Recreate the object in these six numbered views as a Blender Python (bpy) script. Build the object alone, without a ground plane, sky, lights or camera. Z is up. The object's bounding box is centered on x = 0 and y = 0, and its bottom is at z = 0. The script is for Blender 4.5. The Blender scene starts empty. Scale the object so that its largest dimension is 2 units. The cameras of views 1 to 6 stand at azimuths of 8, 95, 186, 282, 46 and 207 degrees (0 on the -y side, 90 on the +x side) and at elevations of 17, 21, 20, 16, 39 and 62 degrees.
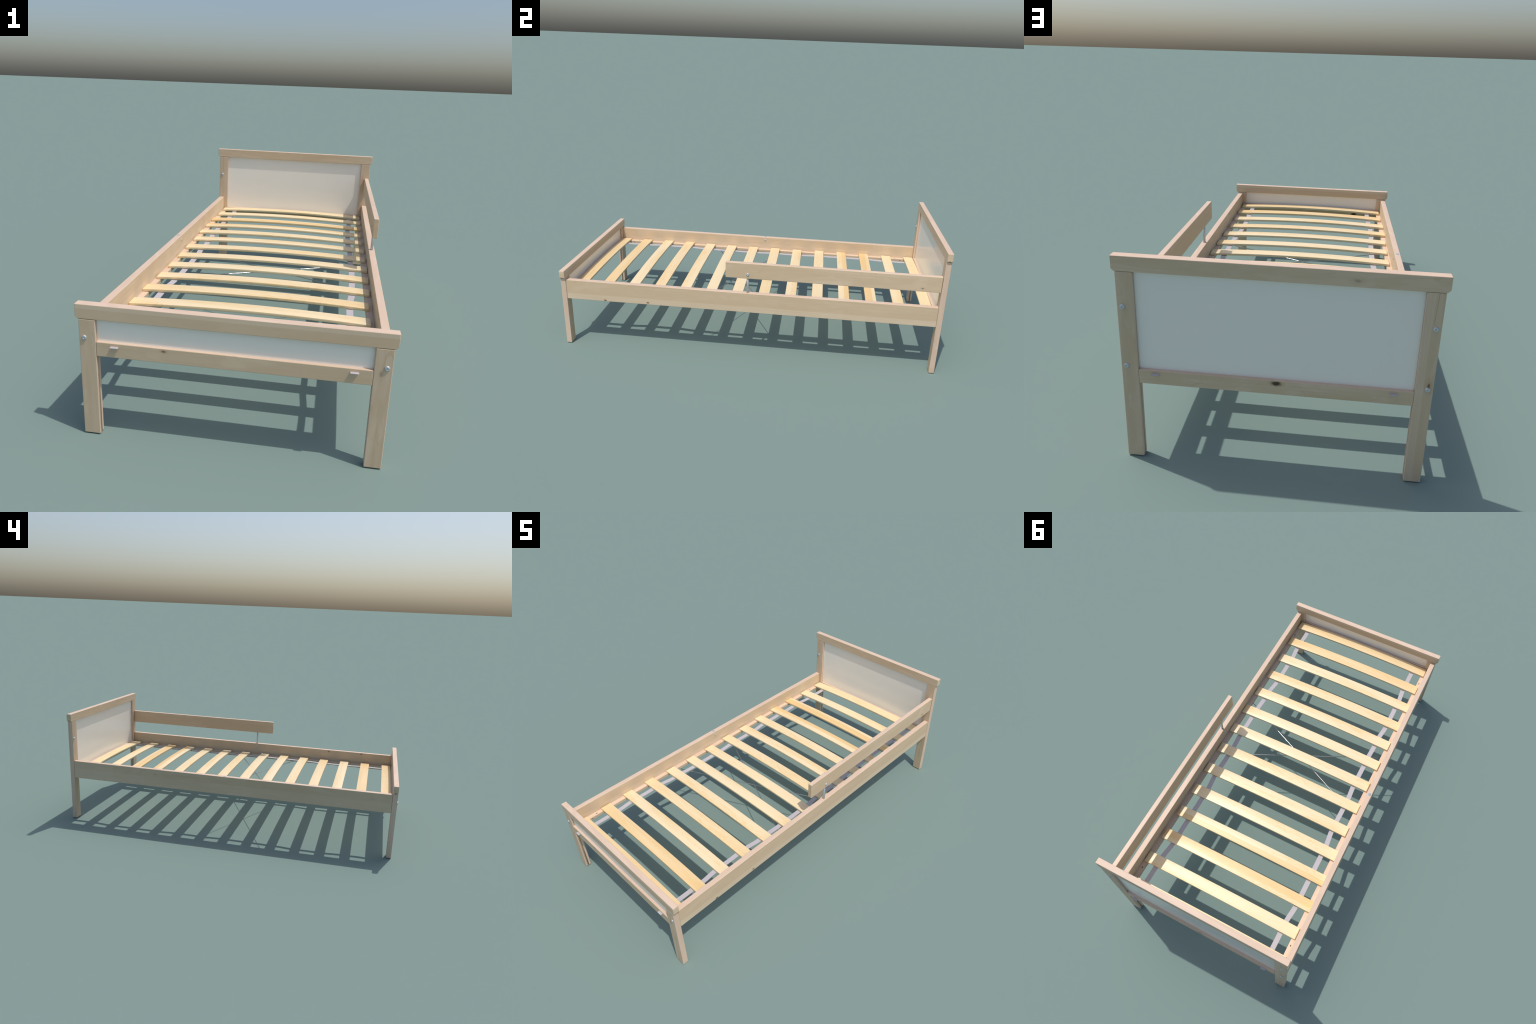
"""Low single bed of pale birch: panelled head and foot ends, sprung slats on straps,
half-length guard rail, wire cross bracing.  Metres, z up, length along y (head at +y)."""
import bpy, bmesh, math
from mathutils import Vector, Matrix

# ------------------------------------------------------------------ sizes
END_OUT, END_IN = 0.9893, 0.9616          # y of the outer / inner face of the two bed ends
LEG_OUT, LEG_IN = 0.4518, 0.4010        # x of the legs
CAP_HALF, CAP_H = 0.4620, 0.0463        # cap rail half length and height
FOOT_TOP, HEAD_TOP = 0.4279, 0.6679     # z of the top of the cap rails
CROSS_Z0, CROSS_Z1 = 0.2662, 0.3125     # cross rail under each panel
PANEL_Y0, PANEL_Y1 = 0.9735, 0.9780
RAIL_X0, RAIL_X1 = 0.4235, 0.4500       # long bed rails
RAIL_Z0, RAIL_Z1 = 0.2674, 0.3752
LEDGE_X, LEDGE_Z0, LEDGE_Z1 = 0.3992, 0.2805, 0.2974
GUARD = (0.4253, 0.4475, -0.1135, 0.9605, 0.4563, 0.5403)
SLATS, SLAT_Y0, SLAT_PITCH = 14, -0.9285, 0.14295
SLAT_HALF, SLAT_W, SLAT_T, SLAT_END_Z, SLAT_CROWN = 0.4165, 0.0578, 0.0107, 0.3082, 0.0114
# every slat sits a few millimetres off centre, as they slide in their straps
SLAT_SHIFT = (0, 0, -.0065, -.0068, .001, .004, .0045, 0, .001, -.006, -.0062, -.0065, .001, .001)

# ------------------------------------------------------------------ node helpers
class Nodes:
    def __init__(self, name):
        self.mat = bpy.data.materials.new(name)
        self.mat.use_nodes = True
        self.t = self.mat.node_tree
        self.bsdf = self.t.nodes["Principled BSDF"]

    def new(self, kind, **props):
        n = self.t.nodes.new(kind)
        for k, v in props.items():
            setattr(n, k, v)
        return n

    def put(self, socket, value):
        if isinstance(value, bpy.types.NodeSocket):
            self.t.links.new(value, socket)
        else:
            socket.default_value = value

    def math(self, op, a, b=0.0, c=None, clamp=False):
        n = self.new("ShaderNodeMath", operation=op, use_clamp=clamp)
        self.put(n.inputs[0], a)
        self.put(n.inputs[1], b)
        if c is not None:
            self.put(n.inputs[2], c)
        return n.outputs[0]

    def vec(self, op, a, b):
        n = self.new("ShaderNodeVectorMath", operation=op)
        self.put(n.inputs[0], a)
        if b is not None:
            self.put(n.inputs[1], b)
        return n.outputs["Value"] if op in ("LENGTH", "DISTANCE") else n.outputs[0]

    def mix(self, f, a, b, blend="MIX"):
        n = self.new("ShaderNodeMix", data_type="RGBA", blend_type=blend)
        self.put(n.inputs[0], f)
        self.put(n.inputs[6], a)
        self.put(n.inputs[7], b)
        return n.outputs[2]

    def noise(self, vector, scale=1.0, detail=2.0, rough=0.5, distort=0.0):
        n = self.new("ShaderNodeTexNoise")
        self.put(n.inputs["Vector"], vector)
        n.inputs["Scale"].default_value = scale
        n.inputs["Detail"].default_value = detail
        n.inputs["Roughness"].default_value = rough
        n.inputs["Distortion"].default_value = distort
        return n.outputs[0]

    def band(self, v, lo, hi):
        n = self.new("ShaderNodeMapRange", interpolation_type="SMOOTHSTEP")
        self.put(n.inputs[0], v)
        self.put(n.inputs[1], lo)
        self.put(n.inputs[2], hi)
        return n.outputs[0]

    def bump(self, height, strength, distance):
        n = self.new("ShaderNodeBump")
        n.inputs["Strength"].default_value = strength
        n.inputs["Distance"].default_value = distance
        self.put(n.inputs["Height"], height)
        self.t.links.new(n.outputs[0], self.bsdf.inputs["Normal"])

    def finish(self, colour, rough, spec=0.5, metal=0.0):
        self.put(self.bsdf.inputs["Base Color"], colour)
        self.put(self.bsdf.inputs["Roughness"], rough)
        self.bsdf.inputs["Specular IOR Level"].default_value = spec
        self.bsdf.inputs["Metallic"].default_value = metal
        return self.mat


def rgb(r, g, b):
    return (r, g, b, 1.0)


def birch(name, axis, tones, rough=0.5, spec=0.35, knots=(), stave=None, seed=0.0, joint=None, check=None):
    """Fine-grained birch; `axis` is the grain direction.  knots: (point, radius, strength, halo).
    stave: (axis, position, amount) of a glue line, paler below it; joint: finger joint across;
    check: (x0, z0, x1, z1) of a hairline drying crack on an upright."""
    m = Nodes(name)
    co = m.new("ShaderNodeTexCoord").outputs["Object"]
    rnd = m.new("ShaderNodeObjectInfo").outputs["Random"]
    off = m.new("ShaderNodeCombineXYZ")
    m.put(off.inputs[0], m.math("MULTIPLY_ADD", rnd, 7.3, seed))
    m.put(off.inputs[1], m.math("MULTIPLY_ADD", rnd, 3.1, seed * 1.7))
    m.put(off.inputs[2], m.math("MULTIPLY_ADD", rnd, 5.7, seed * 0.6))
    p = m.vec("ADD", co, off.outputs[0])

    def stretched(along, across):
        s = [across] * 3
        s["xyz".index(axis)] = along
        return m.vec("MULTIPLY", p, tuple(s))

    base, deep, pale = (rgb(*c) for c in tones)
    broad = m.noise(stretched(1.6, 16.0), 1.0, 3.0, 0.55, 0.6)
    cloud = m.noise(stretched(5.0, 12.0), 1.0, 3.0, 0.6, 1.2)
    # growth rings: contour lines of a slow, stretched noise
    hill = m.noise(stretched(0.9, 9.0), 1.0, 1.0, 0.4, 0.8)
    ring = m.math("FRACT", m.math("MULTIPLY", hill, 14.0))
    ring = m.math("MULTIPLY", m.math("SUBTRACT", 1.0, ring), ring)
    ring = m.band(ring, 0.17, 0.25)
    fibre = m.noise(stretched(14.0, 420.0), 1.0, 2.0, 0.6)
    streak = m.band(m.noise(stretched(2.2, 75.0), 1.0, 3.0, 0.65, 0.5), 0.57, 0.72)
    flame = m.band(m.noise(stretched(11.0, 26.0), 1.0, 2.0, 0.5, 2.0), 0.58, 0.74)
    brown = rgb(*(c * f for c, f in zip(tones[1], (0.86, 0.80, 0.70))))
    col = m.mix(m.band(broad, 0.36, 0.66), base, deep)
    col = m.mix(m.math("MULTIPLY", m.band(cloud, 0.50, 0.72), 0.55), col, pale)
    col = m.mix(m.math("MULTIPLY", ring, 0.50), col, deep)
    col = m.mix(m.math("MULTIPLY", streak, 0.40), col, brown)
    col = m.mix(m.math("MULTIPLY", m.math("MULTIPLY", flame, m.band(cloud, 0.42, 0.6)), 0.42), col, brown)
    col = m.mix(m.math("MULTIPLY", m.band(fibre, 0.52, 0.75), 0.10), col, deep)
    sep = m.new("ShaderNodeSeparateXYZ")
    m.put(sep.inputs[0], co)
    if stave:
        side = m.band(sep.outputs["xyz".index(stave[0])], stave[1] - 0.0006, stave[1] + 0.0006)
        if stave[2] > 0:
            side = m.math("SUBTRACT", 1.0, side)
        other = m.math("SUBTRACT", 1.0, side)
        col = m.mix(m.math("MULTIPLY", side, abs(stave[2])), col, pale)
        col = m.mix(m.math("MULTIPLY", other, abs(stave[2]) * 0.7), col, deep)
    if joint:
        side = m.band(sep.outputs["xyz".index(joint[0])], joint[1] - 0.0005, joint[1] + 0.0005)
        col = m.mix(m.math("MULTIPLY", side, 0.35), col, pale)
    if check:
        x0, z0, x1, z1 = check
        k = (x1 - x0) / (z1 - z0)
        off_line = m.math("ADD", sep.outputs[0], m.math("MULTIPLY_ADD", sep.outputs[2], -k, k * z0 - x0))
        line = m.math("SUBTRACT", 1.0, m.band(m.math("ABSOLUTE", off_line), 0.0003, 0.0012))
        line = m.math("MULTIPLY", line, m.band(sep.outputs[2], z1 - 0.004, z1 + 0.01))
        col = m.mix(m.math("MULTIPLY", line, 0.45), col, rgb(0.20, 0.15, 0.10))
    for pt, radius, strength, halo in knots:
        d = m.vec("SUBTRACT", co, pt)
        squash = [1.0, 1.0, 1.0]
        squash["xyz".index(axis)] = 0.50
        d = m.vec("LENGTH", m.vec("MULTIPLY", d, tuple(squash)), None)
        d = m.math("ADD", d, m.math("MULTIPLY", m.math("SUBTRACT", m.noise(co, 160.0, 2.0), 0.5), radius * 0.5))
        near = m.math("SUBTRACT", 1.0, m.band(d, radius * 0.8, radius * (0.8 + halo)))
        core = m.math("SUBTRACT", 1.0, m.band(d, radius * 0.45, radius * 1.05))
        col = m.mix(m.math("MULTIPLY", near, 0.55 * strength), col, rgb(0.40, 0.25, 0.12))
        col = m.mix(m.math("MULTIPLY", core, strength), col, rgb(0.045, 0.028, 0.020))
    m.bump(fibre, 0.12, 0.0006)
    return m.finish(col, m.math("MULTIPLY_ADD", broad, 0.12, rough - 0.06), spec)


FACE = ((0.675, 0.525, 0.362), (0.618, 0.466, 0.305), (0.715, 0.578, 0.418))
EDGE = ((0.730, 0.555, 0.425), (0.675, 0.500, 0.375), (0.765, 0.600, 0.470))
LEGT = ((0.662, 0.512, 0.360), (0.605, 0.455, 0.302), (0.705, 0.566, 0.416))

edge_mat = {a: birch("birch_edge_grain_" + a, a, EDGE, 0.5, seed=i * 2.3) for i, a in enumerate("xyz")}
face_mat = {a: birch("birch_face_grain_" + a, a, FACE, 0.5, seed=4 + i * 2.3) for i, a in enumerate("xyz")}


def slat_material():
    """Peeled birch ply: creamy yellow; some slats golden, two with a golden lamella."""
    m = Nodes("birch_slat")
    co = m.new("ShaderNodeTexCoord").outputs["Object"]
    rnd = m.new("ShaderNodeObjectInfo").outputs["Random"]

    def prop(n):
        return m.new("ShaderNodeAttribute", attribute_type="OBJECT", attribute_name='["%s"]' % n).outputs["Fac"]
    off = m.new("ShaderNodeCombineXYZ")
    m.put(off.inputs[0], m.math("MULTIPLY", rnd, 19.0))
    m.put(off.inputs[1], m.math("MULTIPLY", rnd, 11.0))
    p = m.vec("ADD", co, off.outputs[0])
    broad = m.noise(m.vec("MULTIPLY", p, (2.2, 18, 18)), 1.0, 3.0, 0.55, 0.8)
    fig = m.noise(m.vec("MULTIPLY", p, (3.0, 11, 2)), 1.0, 2.0, 0.5, 1.5)
    ring = m.math("FRACT", m.math("MULTIPLY", fig, 11.0))
    ring = m.band(m.math("MULTIPLY", m.math("SUBTRACT", 1.0, ring), ring), 0.185, 0.25)
    fleck = m.noise(m.vec("MULTIPLY", p, (9, 70, 9)), 1.0, 3.0, 0.6, 0.4)
    fibre = m.noise(m.vec("MULTIPLY", p, (22, 600, 100)), 1.0, 2.0)
    cream, warm, gold = rgb(0.880, 0.715, 0.450), rgb(0.860, 0.668, 0.378), rgb(0.815, 0.535, 0.220)
    col = m.mix(m.band(broad, 0.35, 0.68), cream, warm)
    col = m.mix(m.math("MULTIPLY", m.math("MULTIPLY", ring, m.band(broad, 0.42, 0.6)), 0.42), col, gold)
    col = m.mix(m.math("MULTIPLY", m.band(fleck, 0.60, 0.74), 0.30), col, gold)
    col = m.mix(m.math("MULTIPLY", m.band(fibre, 0.5, 0.8), 0.10), col, warm)
    sep = m.new("ShaderNodeSeparateXYZ")
    m.put(sep.inputs[0], co)
    y = sep.outputs[1]
    lo, hi = prop("golden_from"), prop("golden_to")
    inside = m.math("MULTIPLY",
                    m.band(m.math("SUBTRACT", y, lo), -0.002, 0.002),
                    m.math("SUBTRACT", 1.0, m.band(m.math("SUBTRACT", y, hi), -0.002, 0.002)))
    streak = m.noise(m.vec("MULTIPLY", p, (1.5, 45, 5)), 1.0, 3.0, 0.6, 0.3)
    inside = m.math("MULTIPLY", inside, m.math("MULTIPLY_ADD", m.band(streak, 0.3, 0.7), 0.45, 0.55))
    col = m.mix(m.math("MULTIPLY", inside, prop("golden")), col, gold)
    m.bump(fibre, 0.08, 0.0005)
    return m.finish(col, 0.42, 0.6)


def plain(name, colour, rough, spec=0.5, metal=0.0, grain=None):
    m = Nodes(name)
    col = rgb(*colour)
    if grain:
        scale, amount, bump = grain
        co = m.new("ShaderNodeTexCoord").outputs["Object"]
        n = m.noise(co, scale, 3.0, 0.6)
        dark = rgb(*(c * (1 - amount) for c in colour))
        col = m.mix(n, col, dark)
        if bump:
            m.bump(n, bump, 0.0008)
    return m.finish(col, rough, spec, metal)


def webbing_material():
    m = Nodes("strap_webbing")
    co = m.new("ShaderNodeTexCoord").outputs["Object"]
    w = m.new("ShaderNodeTexWave", wave_type="BANDS", bands_direction="Y")
    m.put(w.inputs["Vector"], co)
    w.inputs["Scale"].default_value = 90.0
    w.inputs["Distortion"].default_value = 2.0
    n = m.noise(co, 500.0, 2.0)
    f = m.math("MULTIPLY_ADD", n, 0.6, m.math("MULTIPLY", w.outputs["Fac"], 0.4))
    col = m.mix(f, rgb(0.555, 0.525, 0.545), rgb(0.445, 0.420, 0.445))
    m.bump(f, 0.35, 0.0006)
    return m.finish(col, 0.85, 0.2)


slat_mat = slat_material()
panel_mat = plain("white_lacquer", (0.925, 0.885, 0.795), 0.20, 0.5, grain=(9.0, 0.025, 0))
zinc_mat = plain("zinc_plated_steel", (0.64, 0.68, 0.70), 0.38, metal=0.6, grain=(300.0, 0.20, 0))
wire_mat = plain("steel_wire", (0.60, 0.585, 0.58), 0.22, metal=0.9)
strap_mat = webbing_material()
cap_mat = plain("grey_plastic_plug", (0.36, 0.42, 0.49), 0.5)

# ------------------------------------------------------------------ mesh helpers
bed = bpy.data.objects.new("bed", None)
bpy.context.scene.collection.objects.link(bed)
bed["label"] = "low pale birch bed frame with slats and half guard rail"
bed["category"] = "bed"


def link(name, mesh, parent=bed):
    o = bpy.data.objects.new(name, mesh)
    bpy.context.scene.collection.objects.link(o)
    o.parent = parent
    return o


def mesh_of(bm, name, mats, smooth=True):
    bmesh.ops.recalc_face_normals(bm, faces=bm.faces)
    me = bpy.data.meshes.new(name)
    bm.to_mesh(me)
    bm.free()
    for mt in mats:
        me.materials.append(mt)
    if smooth:
        me.polygons.foreach_set("use_smooth", [True] * len(me.polygons))
    return me


def extrude(outline, axis, a, b):
    """Prism: 2-D outline in the two other axes (cyclic order), pushed from a to b along axis."""
    i = "xyz".index(axis)
    j, k = (i + 1) % 3, (i + 2) % 3
    bm = bmesh.new()
    rings = []
    for t in (a, b):
        ring = []
        for u, v in outline:
            co = [0, 0, 0]
            co[i], co[j], co[k] = t, u, v
            ring.append(bm.verts.new(co))
        rings.append(ring)
    n = len(outline)
    bm.faces.new(rings[0])
    bm.faces.new(rings[1][::-1])
    for s in range(n):
        bm.faces.new((rings[0][s], rings[0][(s + 1) % n], rings[1][(s + 1) % n], rings[1][s]))
    return bm


def round_edges(o, width, segments=3):
    b = o.modifiers.new("rounding", "BEVEL")
    b.width, b.segments, b.limit_method, b.angle_limit = width, segments, "ANGLE", math.radians(28)
    b.harden_normals = True
    b.use_clamp_overlap = True
    return o


def timber(name, bm, wide_axis, grain, bevel, parent=bed, wide=None, narrow=None):
    """Wide faces (normal along wide_axis) show face grain, the narrow ones the pinker edge grain."""
    o = link(name, mesh_of(bm, name, [wide or face_mat[grain], narrow or edge_mat[grain]]), parent)
    w = "xyz".index(wide_axis)
    g = "xyz".index(grain)
    for f in o.data.polygons:
        narrow_face = abs(f.normal[w]) < 0.7 and abs(f.normal[g]) < 0.7
        f.material_index = 1 if narrow_face else 0
    return round_edges(o, bevel)


def box_outline(u0, u1, v0, v1):
    return [(u0, v0), (u1, v0), (u1, v1), (u0, v1)]


def box(x0, x1, y0, y1, z0, z1):
    return extrude(box_outline(y0, y1, z0, z1), "x", x0, x1)


def carve(o, bm):
    """Subtract a closed bmesh from an object and apply all its modifiers."""
    cutter = bpy.data.objects.new("cutter", mesh_of(bm, "cutter", [hole_mat]))
    bpy.context.scene.collection.objects.link(cutter)
    b = o.modifiers.new("holes", "BOOLEAN")
    b.operation, b.object, b.solver = "DIFFERENCE", cutter, "EXACT"
    graph = bpy.context.evaluated_depsgraph_get()
    me = bpy.data.meshes.new_from_object(o.evaluated_get(graph))
    o.modifiers.clear()
    o.data = me
    bpy.data.objects.remove(cutter)


hole_mat = plain("bore_wall", (0.20, 0.12, 0.075), 0.9, 0.1)

# ------------------------------------------------------------------ bed ends
def bed_end(sign, top, cap_face, cross_face, leg_faces):
    ylo, yhi = sorted((sign * END_IN, sign * END_OUT))
    plo, phi = sorted((sign * PANEL_Y0, sign * PANEL_Y1))
    cap_bottom = top - CAP_H
    # cap rail: lower end corners chamfered, underside grooved for the panel
    gl, gh, gz = plo - 0.0004, phi + 0.0004, cap_bottom + 0.0085
    c = 0.0078
    outline = [(cap_bottom, -CAP_HALF + c), (cap_bottom, CAP_HALF - c), (cap_bottom + c * 0.95, CAP_HALF),
               (top, CAP_HALF), (top, -CAP_HALF), (cap_bottom + c * 0.95, -CAP_HALF)]
    cap = timber("cap_rail", extrude(outline, "y", ylo, yhi), "y", "x", 0.0022, wide=cap_face)
    carve(cap, box(-0.6, 0.6, gl, gh, cap_bottom - 0.02, gz))
    # cross rail
    timber("cross_rail", box(-LEG_IN + 0.0003, LEG_IN - 0.0003, ylo, yhi, CROSS_Z0, CROSS_Z1), "y", "x", 0.0022,
           wide=cross_face)
    # panel let into the grooves
    o = link("end_panel", mesh_of(box(-LEG_IN - 0.004, LEG_IN + 0.004, plo, phi, CROSS_Z1 - 0.004, gz - 0.0008),
                                  "end_panel", [panel_mat], smooth=False))
    # legs: panel groove runs down the whole inner side
    for side, face in zip((-1, 1), leg_faces):
        a, b, g = side * LEG_OUT, side * LEG_IN, side * (LEG_IN + 0.0052)
        x0, x1 = sorted((a, b))
        leg = timber("leg", box(x0, x1, ylo, yhi, 0.0, cap_bottom - 0.0006), "y", "z", 0.0024, wide=face)
        x0, x1 = sorted((g, side * 0.2))
        carve(leg, box(x0, x1, gl, gh, -0.05, 0.9))


foot_cap = birch("birch_foot_cap", "x", FACE, seed=1.1, stave=("z", 0.4135, -0.65))
head_cap = birch("birch_head_cap", "x", FACE, seed=2.2, knots=[((-0.218, 0.990, 0.640), 0.006, 0.30, 2.2)])
foot_cross = birch("birch_foot_cross", "x", FACE, seed=3.4,
                   knots=[((-0.1954, -0.990, 0.3035), 0.0042, 0.65, 1.6), ((-0.268, -0.961, 0.2795), 0.0095, 1.0, 0.5)])
head_cross = birch("birch_head_cross", "x", FACE, seed=6.4, knots=[((-0.0087, 0.990, 0.3035), 0.0088, 0.95, 0.9)])
leg_a = birch("birch_leg", "z", LEGT, seed=8.1)
leg_b = birch("birch_leg_clouded", "z", LEGT, seed=9.7, knots=[((0.420, -0.990, 0.304), 0.006, 0.25, 3.4)])
leg_c = birch("birch_leg_knotted", "z", LEGT, seed=12.3, stave=("x", -0.4245, -0.30), check=(-0.4335, 0.6175, -0.4294, 0.5293), knots=[((-0.4375, END_OUT, 0.337), 0.0050, 0.70, 3.0)])
leg_d = birch("birch_leg_plain", "z", LEGT, seed=15.0)
bed_end(-1, FOOT_TOP, foot_cap, foot_cross, (leg_a, leg_b))
bed_end(1, HEAD_TOP, head_cap, head_cross, (leg_c, leg_d))

# ------------------------------------------------------------------ long rails and slat ledgers
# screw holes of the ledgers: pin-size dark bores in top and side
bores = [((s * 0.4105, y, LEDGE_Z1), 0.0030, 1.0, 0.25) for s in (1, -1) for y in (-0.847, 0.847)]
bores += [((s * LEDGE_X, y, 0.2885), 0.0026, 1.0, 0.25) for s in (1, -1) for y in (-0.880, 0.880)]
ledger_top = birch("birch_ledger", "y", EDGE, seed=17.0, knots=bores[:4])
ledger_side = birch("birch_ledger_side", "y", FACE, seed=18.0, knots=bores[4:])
rail_knots = [((0.450, -0.754, 0.2735), 0.0042, 0.9, 0.9), ((0.450, -0.524, 0.2778), 0.0040, 0.85, 0.9),
              ((0.4235, -0.754, 0.367), 0.0038, 0.95, 0.9), ((0.4235, -0.525, 0.3637), 0.0036, 0.9, 0.9)]
rail_face = {1: birch("birch_bed_rail", "y", FACE, seed=20.5, stave=("z", 0.300, 0.50), knots=rail_knots),
             -1: birch("birch_bed_rail_jointed", "y", FACE, seed=23.0, joint=("y", 0.7035), stave=("z", 0.327, 0.35),
                       knots=[((-0.450, 0.430, 0.345), 0.0035, 0.3, 1.6)])}
for s in (1, -1):
    x0, x1 = sorted((s * RAIL_X0, s * RAIL_X1))
    timber("bed_rail", box(x0, x1, -END_IN + 0.0004, END_IN - 0.0004, RAIL_Z0, RAIL_Z1), "x", "y", 0.0022,
           wide=rail_face[s])
    x0, x1 = sorted((s * LEDGE_X, s * (RAIL_X0 + 0.0004)))
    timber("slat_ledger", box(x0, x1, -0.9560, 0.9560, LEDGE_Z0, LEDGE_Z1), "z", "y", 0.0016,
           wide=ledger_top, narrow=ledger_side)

# ------------------------------------------------------------------ slats
def slat_z(x):
    return SLAT_END_Z + SLAT_CROWN * (1 - (x / SLAT_HALF) ** 2)


def slat_mesh():
    bm = bmesh.new()
    r, steps, corner = 0.0016, 44, 3
    section = []
    for cy, cz, a0 in ((1, 0, 0), (-1, 0, 90), (-1, -1, 180), (1, -1, 270)):
        for k in range(corner + 1):
            a = math.radians(a0 + 90 * k / corner)
            section.append((cy * (SLAT_W / 2 - r) + r * math.cos(a),
                            (-r if cz == 0 else -SLAT_T + r) + r * math.sin(a)))
    rings = []
    ends = [(-SLAT_HALF, 0.0009), (-SLAT_HALF + 0.0010, 0.0)]
    xs = ends + [(-SLAT_HALF + 0.004 + (2 * SLAT_HALF - 0.008) * i / steps, 0.0) for i in range(steps + 1)]
    xs += [(-x, g) for x, g in reversed(ends)]
    for x, shrink in xs:
        ring = []
        for y, z in section:
            y2 = y - math.copysign(shrink, y)
            z2 = z - shrink if z > -SLAT_T / 2 else z + shrink
            ring.append(bm.verts.new((x, y2, slat_z(x) + z2)))
        rings.append(ring)
    n = len(section)
    for a, b in zip(rings, rings[1:]):
        for s in range(n):
            bm.faces.new((a[s], a[(s + 1) % n], b[(s + 1) % n], b[s]))
    bm.faces.new(rings[0])
    bm.faces.new(rings[-1][::-1])
    return mesh_of(bm, "slat", [slat_mat])


slat_data = slat_mesh()
# how golden each slat is, and between which edges of its width (local y)
GOLDEN = {0: (0.42, -1, 1), 1: (0.62, -1, 1), 3: (0.22, -1, 1), 10: (0.85, 0.002, 1), 11: (0.85, -1, 0.010)}
for i in range(SLATS):
    o = link("slat", slat_data)
    o.location = (SLAT_SHIFT[i], SLAT_Y0 + i * SLAT_PITCH, 0)
    o["golden"], o["golden_from"], o["golden_to"] = (float(v) for v in GOLDEN.get(i, (0.0, -1, 1)))

# ------------------------------------------------------------------ straps under the slats
def strap(side):
    bm = bmesh.new()
    half_w, half_t = 0.0120, 0.0008
    mid = side * 0.3465 + 0.0035
    knots = [(-1.0, mid, 0.3022), (-0.955, mid, 0.3018)]
    for i in range(SLATS):
        y, x = SLAT_Y0 + i * SLAT_PITCH, mid + 1.15 * SLAT_SHIFT[i]
        knots += [(y - 0.024, x, 0.2985), (y + 0.024, x, 0.2985)]
    knots += [(0.955, mid, 0.3018), (1.0, mid, 0.3022)]
    rings = []
    for (ya, xa, za), (yb, xb, zb) in zip(knots, knots[1:]):
        gap = yb - ya > 0.06
        steps = 10 if gap else 2
        for k in range(steps):
            t = k / steps
            e = t * t * (3 - 2 * t)
            sag = 0.0010 * math.sin(math.pi * t) if gap else 0.0
            rings.append((xa + (xb - xa) * e, ya + (yb - ya) * t, za + (zb - za) * t - sag))
    rings.append((knots[-1][1], knots[-1][0], knots[-1][2]))
    loops = []
    for x, y, z in rings:
        loops.append([bm.verts.new((x + a * half_w, y, z + b * half_t)) for a, b in ((-1, -1), (1, -1), (1, 1), (-1, 1))])
    for a, b in zip(loops, loops[1:]):
        for s in range(4):
            bm.faces.new((a[s], a[(s + 1) % 4], b[(s + 1) % 4], b[s]))
    bm.faces.new(loops[0])
    bm.faces.new(loops[-1][::-1])
    return link("strap", mesh_of(bm, "strap", [strap_mat], smooth=False))


for s in (-1, 1):
    strap(s)

# ------------------------------------------------------------------ fasteners
def revolve(profile, segments=32):
    """Profile of (radius, height) pairs turned about z."""
    bm = bmesh.new()
    rings = []
    for r, h in profile:
        if r < 1e-6:
            rings.append([bm.verts.new((0, 0, h))])
        else:
            rings.append([bm.verts.new((r * math.cos(2 * math.pi * i / segments),
                                        r * math.sin(2 * math.pi * i / segments), h)) for i in range(segments)])
    for a, b in zip(rings, rings[1:]):
        for i in range(segments):
            j = (i + 1) % segments
            if len(a) == 1:
                bm.faces.new((a[0], b[i], b[j]))
            elif len(b) == 1:
                bm.faces.new((a[i], a[j], b[0]))
            else:
                bm.faces.new((a[i], a[j], b[j], b[i]))
    return bm


def button_head(radius, height, socket):
    """Domed bolt head with a hexagon socket."""
    prof = [(0, -0.003), (radius * 0.55, -0.003), (radius * 0.98, -0.0004), (radius, 0.0006)]
    for k in range(1, 6):
        a = math.radians(90 * k / 6)
        prof.append((socket * 1.25 + (radius - socket * 1.25) * math.cos(a), 0.0006 + (height - 0.0006) * math.sin(a)))
    prof += [(socket * 1.2, height), (socket * 0.95, height - 0.0004), (socket * 0.9, height - 0.0022), (0, height - 0.0026)]
    return mesh_of(revolve(prof), "bolt", [zinc_mat])


def place(name, data, at, direction, parent=bed):
    o = link(name, data, parent)
    o.matrix_parent_inverse = Matrix()
    o.location = at
    o.rotation_mode = "QUATERNION"
    o.rotation_quaternion = Vector(direction).to_track_quat("Z", "Y")
    return o


bolt_data = button_head(0.0081, 0.0040, 0.0024)
small_bolt = button_head(0.0064, 0.0024, 0.0020)
nut_data = mesh_of(revolve([(0, -0.002), (0.0042, -0.002), (0.0042, 0.0006), (0.0036, 0.0011), (0.0018, 0.0011),
                            (0.0014, 0.0004), (0, 0.0004)], 24), "barrel_nut", [zinc_mat])
plug_data = mesh_of(revolve([(0, -0.002), (0.0080, -0.002), (0.0080, 0.0005), (0.0074, 0.0010), (0, 0.0011)]),
                    "bolt_cap", [cap_mat])
for s in (-1, 1):
    place("bolt", bolt_data, (s * 0.4360, -END_OUT, 0.3232), (0, -1, 0))
    for z in (0.3240, 0.5145):
        place("bolt", bolt_data, (s * 0.4355, END_OUT, z), (0, 1, 0))
    for y in (-0.9255, 0.9255):
        place("barrel_nut", nut_data, (s * RAIL_X0, y, 0.3220), (-s, 0, 0))
    place("bolt", small_bolt, (s * RAIL_X0, 0.0008, 0.3555), (-s, 0, 0))
place("bolt", bolt_data, (-0.4360, END_IN, 0.5142), (0, -1, 0))
place("bolt_cap", plug_data, (-0.4367, 0.0005, RAIL_Z1), (0, 0, 1))

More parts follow.
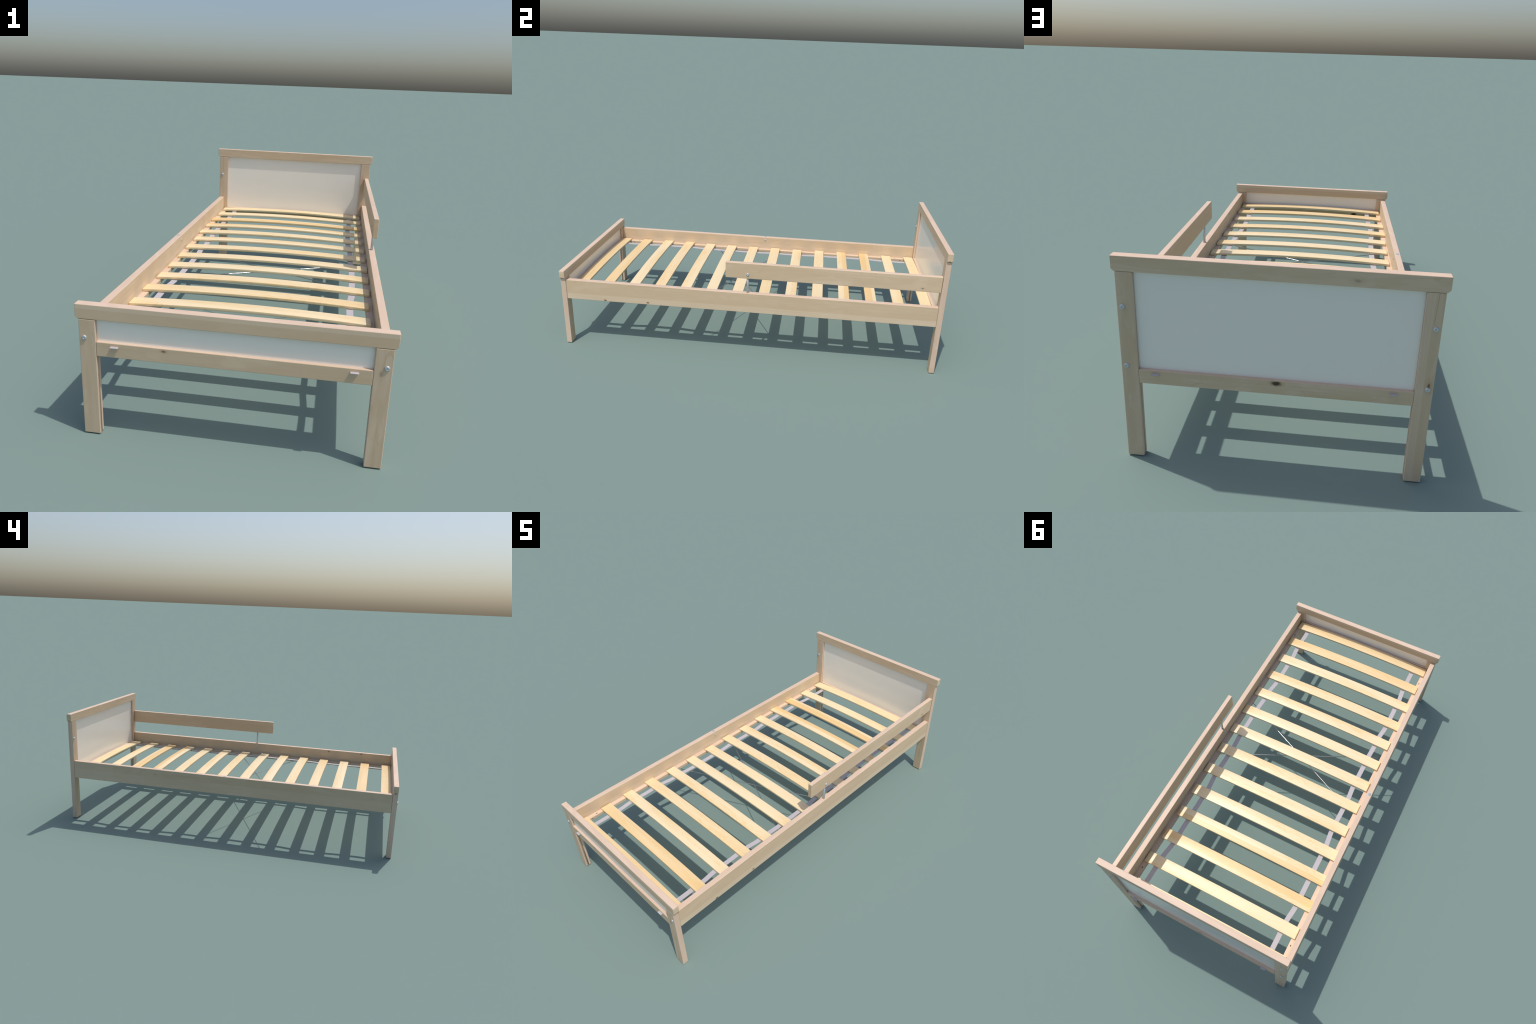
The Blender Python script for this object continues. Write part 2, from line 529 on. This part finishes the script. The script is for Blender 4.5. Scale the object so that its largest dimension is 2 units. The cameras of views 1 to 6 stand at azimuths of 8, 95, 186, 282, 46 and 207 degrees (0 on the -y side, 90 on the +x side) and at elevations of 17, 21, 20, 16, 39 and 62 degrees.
# ------------------------------------------------------------------ guard rail on its post
guard_face = birch("birch_guard", "y", FACE, seed=31.0, knots=[((0.4475, 0.869, 0.4736), 0.0036, 0.55, 1.4)])
guard = timber("guard_rail", box(*GUARD), "x", "y", 0.0030, wide=guard_face)
post = revolve([(0, 0), (0.0056, 0), (0.0056, 0.108), (0, 0.108)], 28)
place("guard_post", mesh_of(post, "guard_post", [zinc_mat], smooth=False), (0.4368, 0.0, 0.3620), (0, 0, 1), guard)
for f in guard.children[0].data.polygons:
    f.use_smooth = abs(f.normal.z) < 0.5
place("bolt", bolt_data, (GUARD[1], 0.0, 0.4785), (1, 0, 0), guard)
place("bolt", small_bolt, (GUARD[0], 0.0005, 0.4775), (-1, 0, 0), guard)

# ------------------------------------------------------------------ wire cross bracing with screw eyes
def tube(points, radius, segments=12):
    bm = bmesh.new()
    rings = []
    for i, p in enumerate(points):
        d = (points[min(i + 1, len(points) - 1)] - points[max(i - 1, 0)]).normalized()
        u = d.orthogonal().normalized() if i == 0 else (u - d * u.dot(d)).normalized()
        v = d.cross(u)
        rings.append([bm.verts.new(p + radius * (math.cos(a) * u + math.sin(a) * v))
                      for a in (2 * math.pi * k / segments for k in range(segments))])
    for a, b in zip(rings, rings[1:]):
        for k in range(segments):
            bm.faces.new((a[k], a[(k + 1) % segments], b[(k + 1) % segments], b[k]))
    bm.faces.new(rings[0][::-1])
    bm.faces.new(rings[-1])
    return bm


# the two wires pass one over the other
for a, b in ((Vector((0.3950, 0.0928, 0.2710)), Vector((-0.3940, -0.2873, 0.2710))),
             (Vector((0.3945, -0.2808, 0.2775)), Vector((-0.3940, 0.0970, 0.2775)))):
    link("tension_wire", mesh_of(tube([a.lerp(b, k / 8) for k in range(9)], 0.0020), "tension_wire", [wire_mat]))
    for end, other in ((a, b), (b, a)):
        out = math.copysign(1, end.x)
        along = (end - other).normalized()
        c = end + along * 0.0045
        path = [c + 0.0045 * (math.cos(t) * along + math.sin(t) * Vector((0, 0, 1)))
                for t in (math.radians(180 + 300 * k / 16) for k in range(17))]
        path.append(Vector((out * 0.4055, c.y + along.y * 0.003, LEDGE_Z0 - 0.001)))
        path.append(Vector((out * 0.4065, c.y + along.y * 0.003, LEDGE_Z0 + 0.004)))
        link("eye_hook", mesh_of(tube(path, 0.0014, 10), "eye_hook", [wire_mat]))
